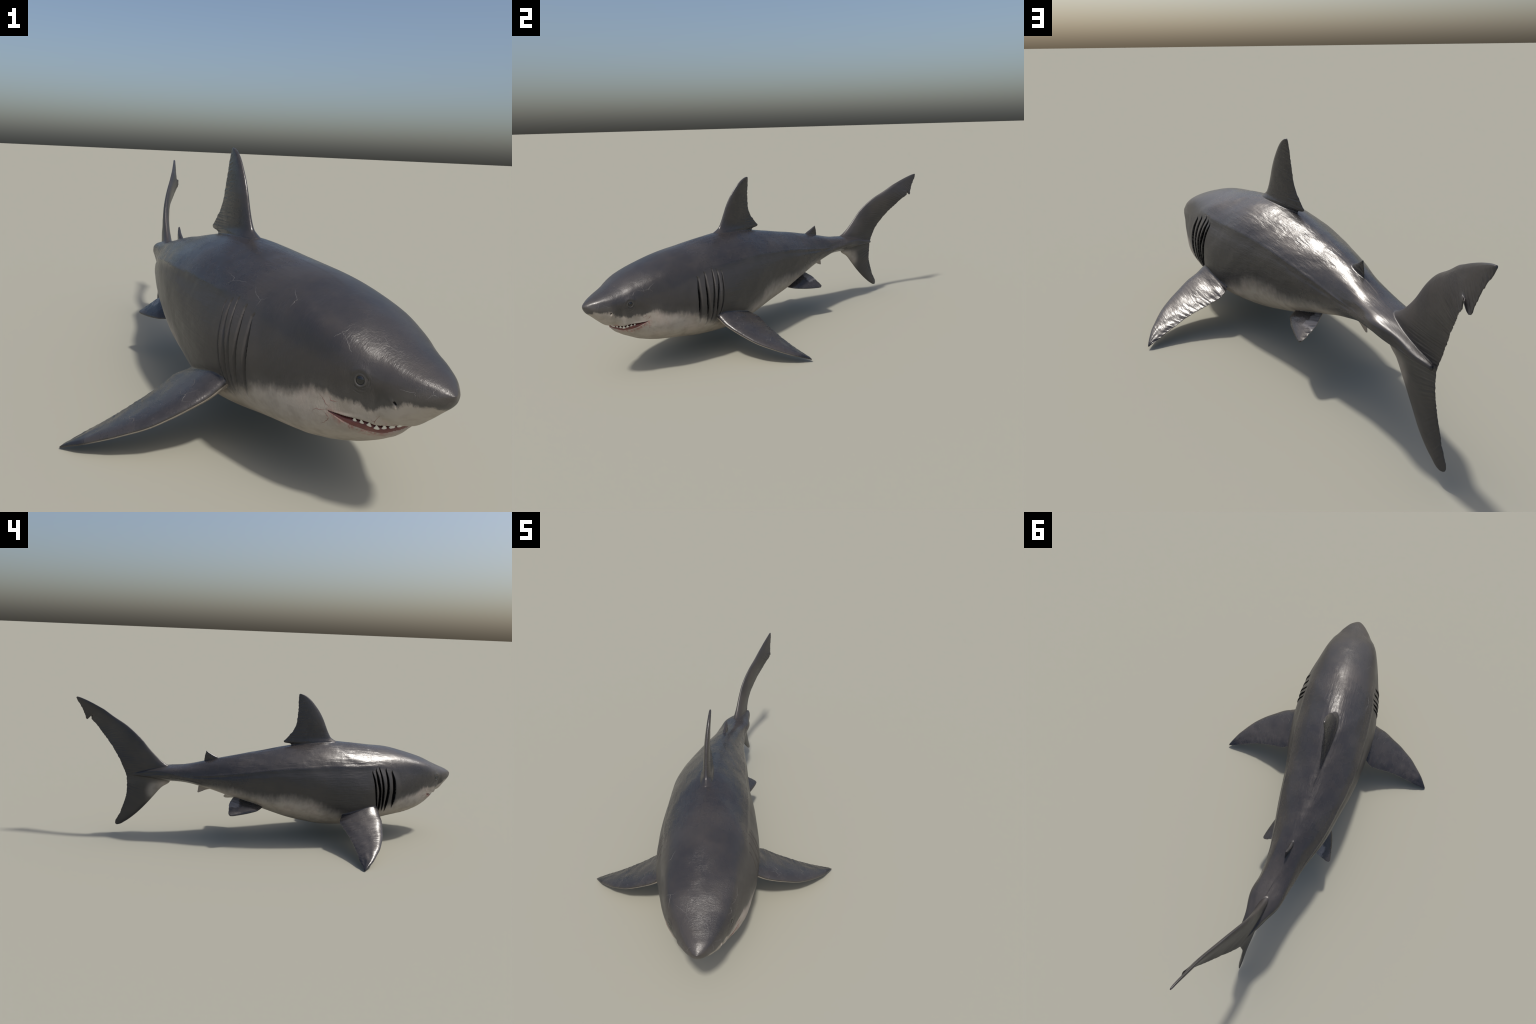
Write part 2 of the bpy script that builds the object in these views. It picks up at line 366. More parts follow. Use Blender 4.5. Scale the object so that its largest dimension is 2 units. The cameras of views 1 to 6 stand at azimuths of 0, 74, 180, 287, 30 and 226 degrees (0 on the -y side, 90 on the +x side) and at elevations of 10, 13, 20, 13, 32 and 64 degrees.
# pectoral fins
PR = [((-.110, .110, .240), (.060, .110, .205), .030), ((-.116, .188, .205), (.084, .190, .176), .0265), ((-.115, .215, .189), (.102, .212, .161), .0245), ((-.113, .245, .1700), (.1175, .238, .1465), .022), ((-.108, .290, .1500), (.114, .268, .1310), .0195),
      ((-.091, .342, .1230), (.106, .309, .1130), .0170), ((-.067, .401, .0950), (.0985, .368, .0900), .0145), ((-.030, .457, .0710), (.0970, .415, .0700), .0120), ((.010, .500, .0490), (.0990, .454, .0530), .0098), ((.050, .536, .0305), (.1045, .499, .0340), .0072),
      ((.085, .559, .0165), (.1090, .535, .0200), .0045), ((.100, .568, .0090), (.1110, .558, .0115), .0028), ((.107, .5715, .0045), (.1110, .5685, .0055), .0012)]
fp = frame(.35)
for key, sd in (('pec_l', 1), ('pec_r', -1)):
    # the right fin is swept a touch further back and hangs lower than the left one
    def tune(p):
        k = smooth01(.18, .40, p[1]); u, v, z = p
        return in_frame(fp, u + (.007 * k * (1 - .6 * smooth01(.48, .57, v)) if sd < 0 else 0), v - (.006 * k if sd < 0 else 0), z + (.005 * k if sd > 0 else -.0015 * k - .002 * smooth01(.5, .57, v)), side=sd)
    fins.append(build_fin([(tune(l), tune(t), h) for l, t, h in PR], FIN_TAGS[key], (0, 0, 1), n_span=150, n_chord=50, ridge_amp=.0008, ridge_step=.014, ridge_from=.60, ragged=.0012, dents=.0005, under=True, seed=5 + sd))
# pelvic fins
VR = [((-.110, .040, .205), (.045, .035, .255), .014), ((-.095, .088, .193), (.062, .066, .2435), .0110), ((-.062, .132, .1845), (.078, .088, .2300), .0085), ((-.020, .150, .1780), (.0895, .107, .2170), .0070), ((.014, .1595, .1740), (.0925, .122, .2060), .0058),
      ((.050, .168, .1710), (.0950, .141, .1925), .0045), ((.075, .1725, .1690), (.0980, .157, .1820), .0032), ((.086, .1735, .1695), (.0960, .168, .1755), .0018)]
fv = frame(.66)
for key, sd in (('pel_l', 1), ('pel_r', -1)):
    lift = np.append(fv[2] * (sd * .004), -.002)
    fins.append(build_fin([(in_frame(fv, *l, side=sd) + lift, in_frame(fv, *t, side=sd) + lift, h) for l, t, h in VR], FIN_TAGS[key], (0, 0, 1), n_span=80, n_chord=36, ridge_amp=.0009, ridge_step=.011, ridge_from=.5, ragged=.0009, under=True, seed=9 + sd))
# caudal fin: one blade from the lower to the upper tip, running through the tail stem
TR = [((-.4755, .7445, .0425), (-.4790, .7510, .0470), .0015), ((-.4700, .7390, .0430), (-.4805, .7520, .0540), .0040), ((-.4530, .7050, .0610), (-.4715, .7260, .1130), .0066), ((-.4330, .6550, .1020), (-.4630, .7070, .1700), .0078), ((-.4160, .5960, .1640), (-.4555, .6935, .2260), .0095),
      ((-.4010, .5510, .2190), (-.4500, .6920, .2700), .0120), ((-.3880, .5130, .2650), (-.4485, .6930, .2980), .0150), ((-.3740, .4720, .2960), (-.4485, .6965, .3250), .0180), ((-.3780, .4550, .3450), (-.4510, .7060, .3580), .0200), ((-.3820, .4580, .3800), (-.4525, .7180, .3850), .0190), ((-.3920, .4900, .4020), (-.4530, .7300, .4080), .0175),
      ((-.4005, .5170, .4230), (-.4520, .7480, .4350), .0155), ((-.4150, .5660, .4745), (-.4465, .7730, .4690), .0135), ((-.4240, .6200, .5370), (-.4400, .8120, .5120), .0116), ((-.4280, .6950, .5960), (-.4315, .8500, .5470), .0098), ((-.4310, .7800, .6420), (-.4195, .9010, .5930), .0082),
      ((-.4330, .8400, .6770), (-.4150, .9265, .6130), .0068), ((-.4338, .8500, .6815), (-.4150, .9320, .6330), .0064), ((-.4345, .8600, .6860), (-.4225, .9510, .6105), .0060), ((-.4380, .9000, .7040), (-.4310, .9630, .6480), .0050), ((-.4420, .9500, .7235), (-.4380, .9810, .6900), .0042),
      ((-.4460, .9850, .7340), (-.4445, .9965, .7180), .0034), ((-.4475, .9950, .7355), (-.4475, .9998, .7310), .0018)]
fins.append(build_fin(TR, FIN_TAGS['tail'], (1, 0, 0), n_span=330, n_chord=56, ridge_amp=.0012, ridge_step=.0070, ridge_from=.22, ragged=.0011, seed=12))

fv_, fq, ft_, tg = [], [], [], []
off = 0
tq_all, tt_all = [], []
for v, q, t, tags in fins:
    fv_.append(v); fq.append(q + off); ft_.append(t + off); tq_all.append(tags[:len(q)]); tt_all.append(tags[len(q):]); off += len(v)
fin_me = mesh_from('fins', np.vstack(fv_), [np.vstack(fq), np.vstack(ft_)], np.concatenate(tq_all + tt_all))
fin_ob = bpy.data.objects.new('fins', fin_me); bpy.context.scene.collection.objects.link(fin_ob)

slot_count = 60
dummy = bpy.data.materials.new('slot')
for me in (body_me, fin_me):
    for k in range(slot_count):
        me.materials.append(dummy)
body_me.polygons.foreach_set('material_index', ftags.astype(np.int32))
fin_me.polygons.foreach_set('material_index', np.concatenate(tq_all + tt_all).astype(np.int32))

mod = body.modifiers.new('join', 'BOOLEAN'); mod.operation = 'UNION'; mod.object = fin_ob; mod.solver = 'MANIFOLD'
bpy.context.view_layer.update()
dg = bpy.context.evaluated_depsgraph_get()
joined = bpy.data.meshes.new_from_object(body.evaluated_get(dg))
if len(joined.polygons) < 1000 or len(joined.polygons) <= len(body_me.polygons):
    print('UNION FELL BACK', len(joined.polygons))
    mod.solver = 'FLOAT'; bpy.context.view_layer.update(); dg = bpy.context.evaluated_depsgraph_get()
    joined = bpy.data.meshes.new_from_object(body.evaluated_get(dg))
bpy.data.objects.remove(body); bpy.data.objects.remove(fin_ob)
print('joined', len(joined.vertices), len(joined.polygons))

# soften the lines where fins meet the body
nv = len(joined.vertices); co = np.empty(nv * 3, np.float32); joined.vertices.foreach_get('co', co); co = co.reshape(-1, 3).astype(float)
npoly = len(joined.polygons); mi = np.empty(npoly, np.int32); joined.polygons.foreach_get('material_index', mi)
ls_ = np.empty(npoly, np.int32); lt_ = np.empty(npoly, np.int32); joined.polygons.foreach_get('loop_start', ls_); joined.polygons.foreach_get('loop_total', lt_)
lv = np.empty(len(joined.loops), np.int32); joined.loops.foreach_get('vertex_index', lv)
pol_of_loop = np.repeat(np.arange(npoly), lt_)
isfin = np.isin(mi % 40, list(FIN_TAGS.values())) & (mi % 40 < 20)
touch_f = np.zeros(nv, bool); touch_b = np.zeros(nv, bool)
touch_f[lv[isfin[pol_of_loop]]] = True; touch_b[lv[~isfin[pol_of_loop]]] = True
seam = touch_f & touch_b
ed = np.empty(len(joined.edges) * 2, np.int32); joined.edges.foreach_get('vertices', ed); ed = ed.reshape(-1, 2)
dist = np.where(seam, 0., 99.)
for _ in range(7):
    ln = np.linalg.norm(co[ed[:, 0]] - co[ed[:, 1]], axis=1)
    np.minimum.at(dist, ed[:, 1], dist[ed[:, 0]] + ln); np.minimum.at(dist, ed[:, 0], dist[ed[:, 1]] + ln)
wgt = 1 - smooth01(.002, .010, dist)
deg = np.bincount(ed.ravel(), minlength=nv)
for _ in range(14):
    acc = np.zeros((nv, 3))
    for c in range(3):
        acc[:, c] = np.bincount(ed[:, 0], co[ed[:, 1], c], nv) + np.bincount(ed[:, 1], co[ed[:, 0], c], nv)
    co += (acc / np.maximum(deg, 1)[:, None] - co) * (.5 * wgt)[:, None]
zmin = co[:, 2].min()
joined.vertices.foreach_set('co', co.astype(np.float32).ravel()); joined.update()
vn = np.empty(nv * 3, np.float32); joined.vertex_normals.foreach_get('vector', vn); vn = vn.reshape(-1, 3)
print('zmin', zmin, 'bbox', co.min(0), co.max(0))

# ------------------------------------------------------------------ materials
def newmat(name):
    m = bpy.data.materials.new(name); m.use_nodes = True; nt = m.node_tree
    return m, nt, nt.nodes['Principled BSDF']


class NT:
    """Small helper to write node maths as expressions."""
    def __init__(self, nt): self.nt = nt
    def node(self, kind, **kw):
        n = self.nt.nodes.new(kind)
        for k, v in kw.items(): setattr(n, k, v)
        return n
    def put(self, sock, v):
        if isinstance(v, bpy.types.NodeSocket): self.nt.links.new(v, sock)
        else: sock.default_value = v
    def m(self, op, a, b=0.0, c=None, clamp=False):
        n = self.node('ShaderNodeMath', operation=op, use_clamp=clamp); self.put(n.inputs[0], a); self.put(n.inputs[1], b)
        if c is not None: self.put(n.inputs[2], c)
        return n.outputs[0]
    def add(self, a, b): return self.m('ADD', a, b)
    def sub(self, a, b): return self.m('SUBTRACT', a, b)
    def mul(self, a, b): return self.m('MULTIPLY', a, b)
    def step(self, x, lo, hi):
        n = self.node('ShaderNodeMapRange', interpolation_type='SMOOTHSTEP'); self.put(n.inputs[0], x); self.put(n.inputs[1], lo); self.put(n.inputs[2], hi); return n.outputs[0]
    def noise(self, vec, scale, detail=3.0, rough=.55, dist=0.0):
        n = self.node('ShaderNodeTexNoise'); self.put(n.inputs['Vector'], vec); self.put(n.inputs['Scale'], scale); self.put(n.inputs['Detail'], detail); self.put(n.inputs['Roughness'], rough); self.put(n.inputs['Distortion'], dist); return n.outputs['Fac']
    def comb(self, x, y, z):
        n = self.node('ShaderNodeCombineXYZ'); self.put(n.inputs[0], x); self.put(n.inputs[1], y); self.put(n.inputs[2], z); return n.outputs[0]
    def mix(self, f, a, b):
        n = self.node('ShaderNodeMix', data_type='RGBA'); self.put(n.inputs['Factor'], f); self.put(n.inputs['A'], a if isinstance(a, bpy.types.NodeSocket) else (*a, 1)); self.put(n.inputs['B'], b if isinstance(b, bpy.types.NodeSocket) else (*b, 1)); return n.outputs['Result']
    def curve(self, x, pts):
        n = self.node('ShaderNodeFloatCurve'); cu = n.mapping.curves[0]
        while len(cu.points) < len(pts): cu.points.new(.5, .5)
        for p, (a, b) in zip(cu.points, pts): p.location = (a, b); p.handle_type = 'AUTO_CLAMPED'
        n.mapping.update(); self.put(n.inputs['Value'], x); return n.outputs[0]
    def ball(self, pos, c, r0, r1):
        n = self.node('ShaderNodeVectorMath', operation='DISTANCE'); self.put(n.inputs[0], pos); n.inputs[1].default_value = c
        return self.m('SUBTRACT', 1.0, self.step(n.outputs['Value'], r0, r1))


DARK = (.027, .0248, .0258); DARK2 = (.044, .0390, .0365); BROWN = (.047, .039, .032); PALE = (.38, .335, .285); PALE2 = (.30, .263, .218)
BELLY_LINE = [(0, .302), (.015, .318), (.035, .318), (.045, .303), (.060, .293), (.075, .283), (.089, .290), (.108, .288), (.120, .295), (.135, .288), (.155, .270), (.175, .264), (.20, .250), (.2235, .238), (.25, .212), (.28, .184), (.31, .165), (.36, .150), (.40, .168),
              (.445, .198), (.50, .248), (.55, .256), (.60, .252), (.65, .262), (.70, .286), (.75, .305), (.785, .311), (.83, .325), (.88, .325), (.92, .300), (1.0, .29)]
LIP_LINE = [(0, .24), (.0625, .237), (.073, .223), (.082, .213), (.0895, .212), (.0945, .220), (.1045, .238), (.118, .250), (1, .25)]


def skin_material(name, kind='body'):
    m, nt, bs = newmat(name); g = NT(nt)
    tc = g.node('ShaderNodeTexCoord'); pos = tc.outputs['Object']
    sep = g.node('ShaderNodeSeparateXYZ'); g.put(sep.inputs[0], pos); x, y, z = sep.outputs
    # body coordinates: share of the length, sideways offset
    c = g.m('MULTIPLY_ADD', x, D[0] / LEN, g.m('MULTIPLY_ADD', y, D[1] / LEN, float(-(A @ D) / LEN)))
    v = g.m('MULTIPLY_ADD', x, N[0], g.m('MULTIPLY_ADD', y, N[1], float(-(A @ N))))
    cc = g.mul(c, g.sub(1.0, c))
    off = g.m('MULTIPLY_ADD', cc, .34, v)
    a = g.m('MULTIPLY_ADD', g.mul(g.m('MULTIPLY_ADD', c, -2.0, 1.0), off), -.095, c)
    along = g.mul(a, LEN)
    bc = g.comb(along, off, z)
    stretched = g.comb(g.mul(along, .12), off, z)
    crosswise = g.comb(along, g.mul(off, .25), g.mul(z, .25))
    n_low = g.noise(pos, 5.0, 3, .5)
    n_mid = g.noise(pos, 22.0, 4, .6)
    n_fine = g.noise(pos, 420.0, 2, .6)
    n_str = g.noise(stretched, 90.0, 4, .6)
    n_cross = g.noise(crosswise, 210.0, 4, .65, 2.0)
    dark = g.mix(g.step(n_low, .38, .66), DARK, DARK2)
    dark = g.mix(g.mul(g.step(n_mid, .40, .80), .35), dark, BROWN)
    dark = g.mix(g.mul(g.step(n_fine, .35, .75), .13), dark, (.085, .08, .078))
    dark = g.mix(g.mul(g.step(n_str, .52, .75), .25), dark, (.024, .023, .025))
    col = dark
    head = g.sub(1.0, g.step(a, .20, .30))
    crest = g.curve(a, [(0, .345), (.10, .365), (.17, .386), (.22, .407), (.28, .428), (.43, .430), (.60, .405), (.69, .379), (.77, .357), (1, .330)])
    flank = g.mul(g.sub(1.0, g.step(g.sub(z, crest), -.022, .004)), g.sub(1.0, g.step(a, .56, .69)))       # rougher, browner hide under the side crest
    if kind == 'body':
        col = g.mix(g.mul(flank, .45), col, (.050, .0440, .0385))
    if kind in ('body', 'tail', 'anal'):
        line = g.curve(a, BELLY_LINE)
        jag = g.noise(g.comb(g.mul(along, 1.0), g.mul(off, .5), g.mul(z, .35)), 62.0, 5, .66)
        jag2 = g.noise(bc, 13.0, 3, .5)
        wob = g.add(g.mul(g.sub(jag, .5), .042), g.mul(g.sub(jag2, .5), g.m('MULTIPLY_ADD', g.step(a, .13, .2), .020, .016)))
        depth = g.sub(g.add(line, wob), z)
        soft = g.curve(a, [(0, .006), (.11, .008), (.145, .020), (.25, .020), (.42, .046), (.80, .030), (1, .03)])
        white = g.step(depth, g.mul(soft, -1.0), soft)
        # keep the pale belly off the upper half and off the dark tail blade
        pale = g.mix(g.step(n_mid, .40, .70), PALE, PALE2)
        pale = g.mix(g.mul(g.step(n_str, .5, .8), .35), pale, (.30, .26, .215))
        pale = g.mix(g.mul(g.step(jag2, .52, .70), .30), pale, (.46, .37, .32))
        # bluish grey fringe between dark and pale
        fringe = g.mul(g.step(depth, -.045, .0), g.sub(1.0, white))
        col = g.mix(g.mul(fringe, .35), col, (.105, .098, .09))
        if kind == 'tail':
            patch = g.ball(pos, (-.400, .525, .245), .035, .085)
            bel = g.mul(white, g.sub(1.0, g.step(a, .89, .95)))
            white = g.m('MAXIMUM', bel, g.mul(patch, .75))
            # front edge of the lower lobe only
            white = g.mul(white, g.sub(1.0, g.step(z, .285, .325)))
        if kind == 'anal':
            pale = g.mix(.0, (.30, .255, .215), (0, 0, 0)); white = 1.0
        col = g.mix(white, col, pale)
    if kind == 'body':
        # sore, reddened lower lip
        lip = g.curve(a, LIP_LINE)
        near = g.mul(g.step(g.sub(z, lip), -.016, -.001), g.sub(1.0, g.step(z, g.add(lip, .006), g.add(lip, .012))))
        inm = g.mul(g.step(a, .057, .063), g.sub(1.0, g.step(a, .108, .124)))
        red = g.mul(g.mul(near, inm), g.step(g.noise(g.comb(along, off, g.mul(z, .4)), 130.0, 4, .6), .42, .62))
        col = g.mix(g.mul(red, .62), col, (.27, .075, .060))
        col = g.mix(g.mul(g.mul(g.mul(g.step(g.sub(z, lip), -.030, -.004), inm), g.sub(1.0, g.step(z, g.add(lip, .008), g.add(lip, .030)))), g.mul(white, g.mul(g.step(jag, .42, .70), .38))), col, (.34, .135, .115))
        # dark surround of the eyes
        for sd in (1, -1):
            ec = eye_frames[sd][0]
            col = g.mix(g.mul(g.ball(pos, tuple(ec), .014, .036), .55), col, (.032, .030, .027))
            col = g.mix(g.mul(g.ball(pos, tuple(ec), .0118, .0142), .55), col, (.066, .062, .058))
    if kind == 'paired':
        w = g.m('ABSOLUTE', off)
        pal_edge = g.step(g.noise(bc, 30.0, 3), .5, .7)
        col = g.mix(g.mul(pal_edge, .3), col, (.075, .066, .060))
    if kind == 'pectoral':
        col = g.mix(g.mul(g.step(n_mid, .35, .6), .25), col, (.060, .054, .053))
        fr = frame(.35)
        u = g.m('MULTIPLY_ADD', x, fr[1][0], g.m('MULTIPLY_ADD', y, fr[1][1], float(-(fr[0] @ fr[1]))))
        streak = g.noise(g.comb(g.mul(u, .22), off, z), 75.0, 4, .6)
        edge = g.mul(g.step(g.add(u, g.mul(g.sub(streak, .5), .10)), .055, .112), .75)
        col = g.mix(edge, col, (.020, .018, .019))
        tip = g.sub(1.0, g.step(g.add(z, g.mul(g.sub(n_mid, .5), .014)), .030, .046))
        col = g.mix(g.mul(tip, .9), col, (.014, .0135, .016))
    if kind == 'pelvic':
        fr = frame(.66)
        u = g.m('MULTIPLY_ADD', x, fr[1][0], g.m('MULTIPLY_ADD', y, fr[1][1], float(-(fr[0] @ fr[1]))))
        rag = g.noise(g.comb(g.mul(u, .4), off, z), 90.0, 4, .6)
        patch = g.mul(g.step(g.add(u, g.mul(g.sub(rag, .5), .03)), .030, .040), g.step(g.add(z, g.mul(g.sub(rag, .5), .02)), .198, .206))
        col = g.mix(g.mul(patch, .85), col, (.17, .163, .165))
    if kind == 'under':
        pale = g.mix(g.step(n_mid, .40, .70), (.34, .30, .25), (.24, .21, .175))
        tip = g.sub(1.0, g.step(g.add(z, g.mul(g.sub(n_mid, .5), .03)), .025, .050))
        col = g.mix(tip, pale, (.03, .028, .03))
    g.put(bs.inputs['Base Color'], col)
    rgh = g.m('MULTIPLY_ADD', n_mid, .14, .20)
    if kind == 'body':
        rgh = g.m('MULTIPLY_ADD', flank, .13, rgh)
    if kind == 'tail':
        rgh = g.m('MULTIPLY_ADD', g.step(a, .86, .92), .14, rgh)
    if kind in ('body', 'tail', 'anal'):
        rgh = g.add(g.add(rgh, g.mul(white, .24)), g.mul(head, .05))
    g.put(bs.inputs['Roughness'], rgh)
    bs.inputs['IOR'].default_value = 1.5
    bs.inputs['Specular IOR Level'].default_value = .55
    # fine relief: lengthwise wrinkles on the trunk, crosswise ones on the head, grain everywhere
    rel = g.add(g.mul(n_str, g.m('MULTIPLY_ADD', head, -1.0, 1.4)), g.mul(n_cross, g.m('MULTIPLY_ADD', head, .45, .2)))
    patchy = g.step(g.noise(pos, 9.0, 2), .38, .62)
    rel = g.mul(rel, g.m('MULTIPLY_ADD', patchy, .85, .35))
    rel = g.add(rel, g.mul(g.noise(g.comb(g.mul(along, .10), off, z), 55.0, 3, .55), g.m('MULTIPLY_ADD', head, -1.0, 1.0)))
    rel = g.add(rel, g.mul(n_fine, .08))
    rel = g.add(rel, g.mul(n_mid, .8))
    b = g.node('ShaderNodeBump'); b.inputs['Strength'].default_value = .32 if kind in ('dark', 'tail', 'pelvic') else (.42 if kind == 'pectoral' else .55); b.inputs['Distance'].default_value = .0022
    g.put(b.inputs['Height'], rel); g.put(bs.inputs['Normal'], b.outputs[0])
    return m


MAT = dict(body=skin_material('shark_skin'), tail=skin_material('tail_skin', 'tail'), anal=skin_material('anal_fin_skin', 'anal'), dark=skin_material('fin_skin', 'dark'),
           pec=skin_material('pectoral_skin', 'pectoral'), pel=skin_material('pelvic_skin', 'pelvic'), under=skin_material('fin_underside', 'under'))


def plain(name, col, rough, spec=.5, noise_amt=.25, scale=60, coat=0.0):
    m, nt, bs = newmat(name); g = NT(nt); tc = g.node('ShaderNodeTexCoord')
    n = g.noise(tc.outputs['Object'], scale, 3)
    g.put(bs.inputs['Base Color'], g.mix(n, tuple(k * (1 - noise_amt) for k in col), tuple(k * (1 + noise_amt) for k in col)))
    bs.inputs['Roughness'].default_value = rough; bs.inputs['Specular IOR Level'].default_value = spec; bs.inputs['Coat Weight'].default_value = coat
    return m


MAT['slit'] = plain('gill_slit_lining', (.006, .0055, .0055), .7, .2)
MAT['nos'] = plain('nostril_lining', (.012, .011, .010), .6, .3)
MAT['mouth'] = plain('mouth_lining', (.055, .012, .010), .45, .5)
MAT['gum'] = plain('gum_flesh', (.140, .040, .034), .42, .5, .5, 70)
MAT['tooth'] = plain('tooth_enamel', (.68, .66, .58), .25, .5, .06, 120)
MAT['scar'] = plain('scar_tissue', (.100, .094, .090), .30, .6)
MAT['vein'] = plain('bloodshot_vein', (.17, .045, .038), .5, .4)
m, nt, bs = newmat('shark_eye'); g = NT(nt); tc = g.node('ShaderNodeTexCoord')
sp = g.node('ShaderNodeSeparateXYZ'); g.put(sp.inputs[0], tc.outputs['Object'])
rad = g.m('SQRT', g.add(g.mul(sp.outputs[0], sp.outputs[0]), g.mul(sp.outputs[1], sp.outputs[1])))
g.put(bs.inputs['Base Color'], g.mix(g.step(rad, .0082, .0090), (.006, .006, .006), (.10, .10, .10)))
bs.inputs['Roughness'].default_value = .06; bs.inputs['Specular IOR Level'].default_value = .5; bs.inputs['Coat Weight'].default_value = .5; bs.inputs['Coat Roughness'].default_value = .03
MAT['eye'] = m

# ------------------------------------------------------------------ split the one surface into named parts
root = bpy.data.objects.new('great_white_shark', None); bpy.context.scene.collection.objects.link(root)
root['label'] = 'grey shark with white belly, tall fin and toothy grin'
root['category'] = 'shark'
root.empty_display_size = .2
# body share of every face
cen = np.zeros((npoly, 3))
for c in range(3):
    cen[:, c] = np.add.reduceat(co[lv, c], ls_) / lt_
cx = ((cen[:, :2] - A) @ D) / LEN; vx = (cen[:, :2] - A) @ N; ox = vx + .34 * cx * (1 - cx)
ax = cx - .095 * (1 - 2 * cx) * ox
part = mi.astype(int).copy()
skin = part == 0
part[skin & (ax < .218)] = 100; part[skin & (ax >= .218) & (ax < .70)] = 101; part[skin & (ax >= .70)] = 102


def make_part(name, sel_groups, parent):
    """sel_groups: list of (face mask, material). One object, borders shared with its neighbours, normals of the whole skin."""
    mask = np.zeros(npoly, bool); matidx = np.zeros(npoly, np.int32)
    for k, (s, _) in enumerate(sel_groups):
        mask |= s; matidx[s] = k
    f = np.where(mask)[0]
    if len(f) == 0:
        print('EMPTY', name); return None
    lm = mask[pol_of_loop]; lvs = lv[lm]
    used, inv = np.unique(lvs, return_inverse=True)
    me = bpy.data.meshes.new(name)
    me.vertices.add(len(used)); me.vertices.foreach_set('co', (co[used]).astype(np.float32).ravel())
    me.loops.add(len(lvs)); me.loops.foreach_set('vertex_index', inv.astype(np.int32))
    me.polygons.add(len(f)); me.polygons.foreach_set('loop_start', np.concatenate([[0], np.cumsum(lt_[f])[:-1]]).astype(np.int32))
    me.polygons.foreach_set('material_index', matidx[f])
    me.polygons.foreach_set('use_smooth', np.ones(len(f), bool))
    for _, mm in sel_groups: me.materials.append(mm)
    me.update(calc_edges=True)
    me.normals_split_custom_set_from_vertices(vn[used].astype(float).tolist())
    ob = bpy.data.objects.new(name, me); bpy.context.scene.collection.objects.link(ob); ob.parent = parent
    return ob


head = make_part('head', [(part == 100, MAT['body'])], root)
torso = make_part('torso', [(part == 101, MAT['body'])], root)
stem = make_part('tail_stem', [(part == 102, MAT['tail'])], root)
T_ = FIN_TAGS
make_part('dorsal_fin', [(part == T_['dorsal'], MAT['dark'])], root)
make_part('rear_dorsal_fin', [(part == T_['second'], MAT['dark'])], root)
make_part('anal_fin', [(part == T_['anal'], MAT['anal'])], root)
for k in ('pec_l', 'pec_r'):
    make_part('pectoral_fin', [(part == T_[k], MAT['pec']), (part == T_[k] + UNDER, MAT['under'])], root)
for k in ('pel_l', 'pel_r'):
    make_part('pelvic_fin', [(part == T_[k], MAT['pel']), (part == T_[k] + UNDER, MAT['under'])], root)
make_part('tail_fin', [(part == T_['tail'], MAT['tail'])], root)
for k in range(10):
    make_part('gill_slit', [(part == 20 + k, MAT['slit'])], torso)
make_part('nostril', [(part == T_NOS, MAT['nos'])], head)
make_part('mouth_lining', [(part == T_MOUTH, MAT['mouth'])], head)
make_part('gum', [(part == T_GUM, MAT['gum'])], head)

# ------------------------------------------------------------------ eyes
for sd in (1, -1):
    c, n, fwd, upv = eye_frames[sd]
    bm = bmesh.new(); bmesh.ops.create_uvsphere(bm, u_segments=48, v_segments=32, radius=.0150)
    me = bpy.data.meshes.new('eye'); bm.to_mesh(me); bm.free()
    for p in me.polygons: p.use_smooth = True
    me.materials.append(MAT['eye'])
    ob = bpy.data.objects.new('eye', me); bpy.context.scene.collection.objects.link(ob); ob.parent = head
    ob.rotation_mode = 'QUATERNION'; ob.rotation_quaternion = Vector(n).to_track_quat('Z', 'Y'); ob.location = Vector(c - n * .0148)

# ------------------------------------------------------------------ teeth
def body_point(a, s, sd, arr=None):
    arr = P if arr is None else arr
    i = np.interp(a, a_s, np.arange(NA)); j = np.interp(s, s_s, np.arange(HALF))
    i0 = int(min(i, NA - 2)); j0 = int(min(j, HALF - 2)); fi, fj = i - i0, j - j0
    def col(k): return k if sd > 0 or k == 0 else (NC - k) % NC if k < HALF - 1 else HALF - 1
    g = lambda ii, jj: arr[ii, col(jj)]
    return (g(i0, j0) * (1 - fj) + g(i0, j0 + 1) * fj) * (1 - fi) + (g(i0 + 1, j0) * (1 - fj) + g(i0 + 1, j0 + 1) * fj) * fi


def lip_point(t, v, sd, arr):
    aa = float(hermite(tk, UP_A, [t])[0] * (1 - v) + hermite(tk, LO_A, [t])[0] * v)
    ss = float(hermite(tk, UP_S, [t])[0] * (1 - v) + hermite(tk, LO_S, [t])[0] * v)
    return body_point(aa, ss, sd, arr)


def tooth_mesh(name, lean):
    """Triangular blade: broad root, point leaning backwards."""
    bm = bmesh.new(); rings = []
    for k in range(7):
        h = k / 6; w = .5 * (1 - h ** 1.25) * (1.0 - .12 * math.sin(h * 3.1)) + .012; d = .17 * (1 - h) ** .7 + .012; cx_ = lean * h ** 1.2
        ring = [bm.verts.new((cx_ + w * math.copysign(abs(math.cos(q)) ** .8, math.cos(q)), d * math.copysign(abs(math.sin(q)) ** 1.2, math.sin(q)) - .10 * h * h, h)) for q in [2 * math.pi * e / 14 for e in range(14)]]
        rings.append(ring)
    for r0, r1 in zip(rings, rings[1:]):
        for e in range(14): bm.faces.new((r0[e], r0[(e + 1) % 14], r1[(e + 1) % 14], r1[e]))
    bm.faces.new(rings[0][::-1]); bm.faces.new(rings[-1])
    me = bpy.data.meshes.new(name); bm.to_mesh(me); bm.free()
    for p in me.polygons: p.use_smooth = True
    me.materials.append(MAT['tooth']); return me


TOOTH = {1: tooth_mesh('tooth', .26), -1: tooth_mesh('tooth', -.26)}
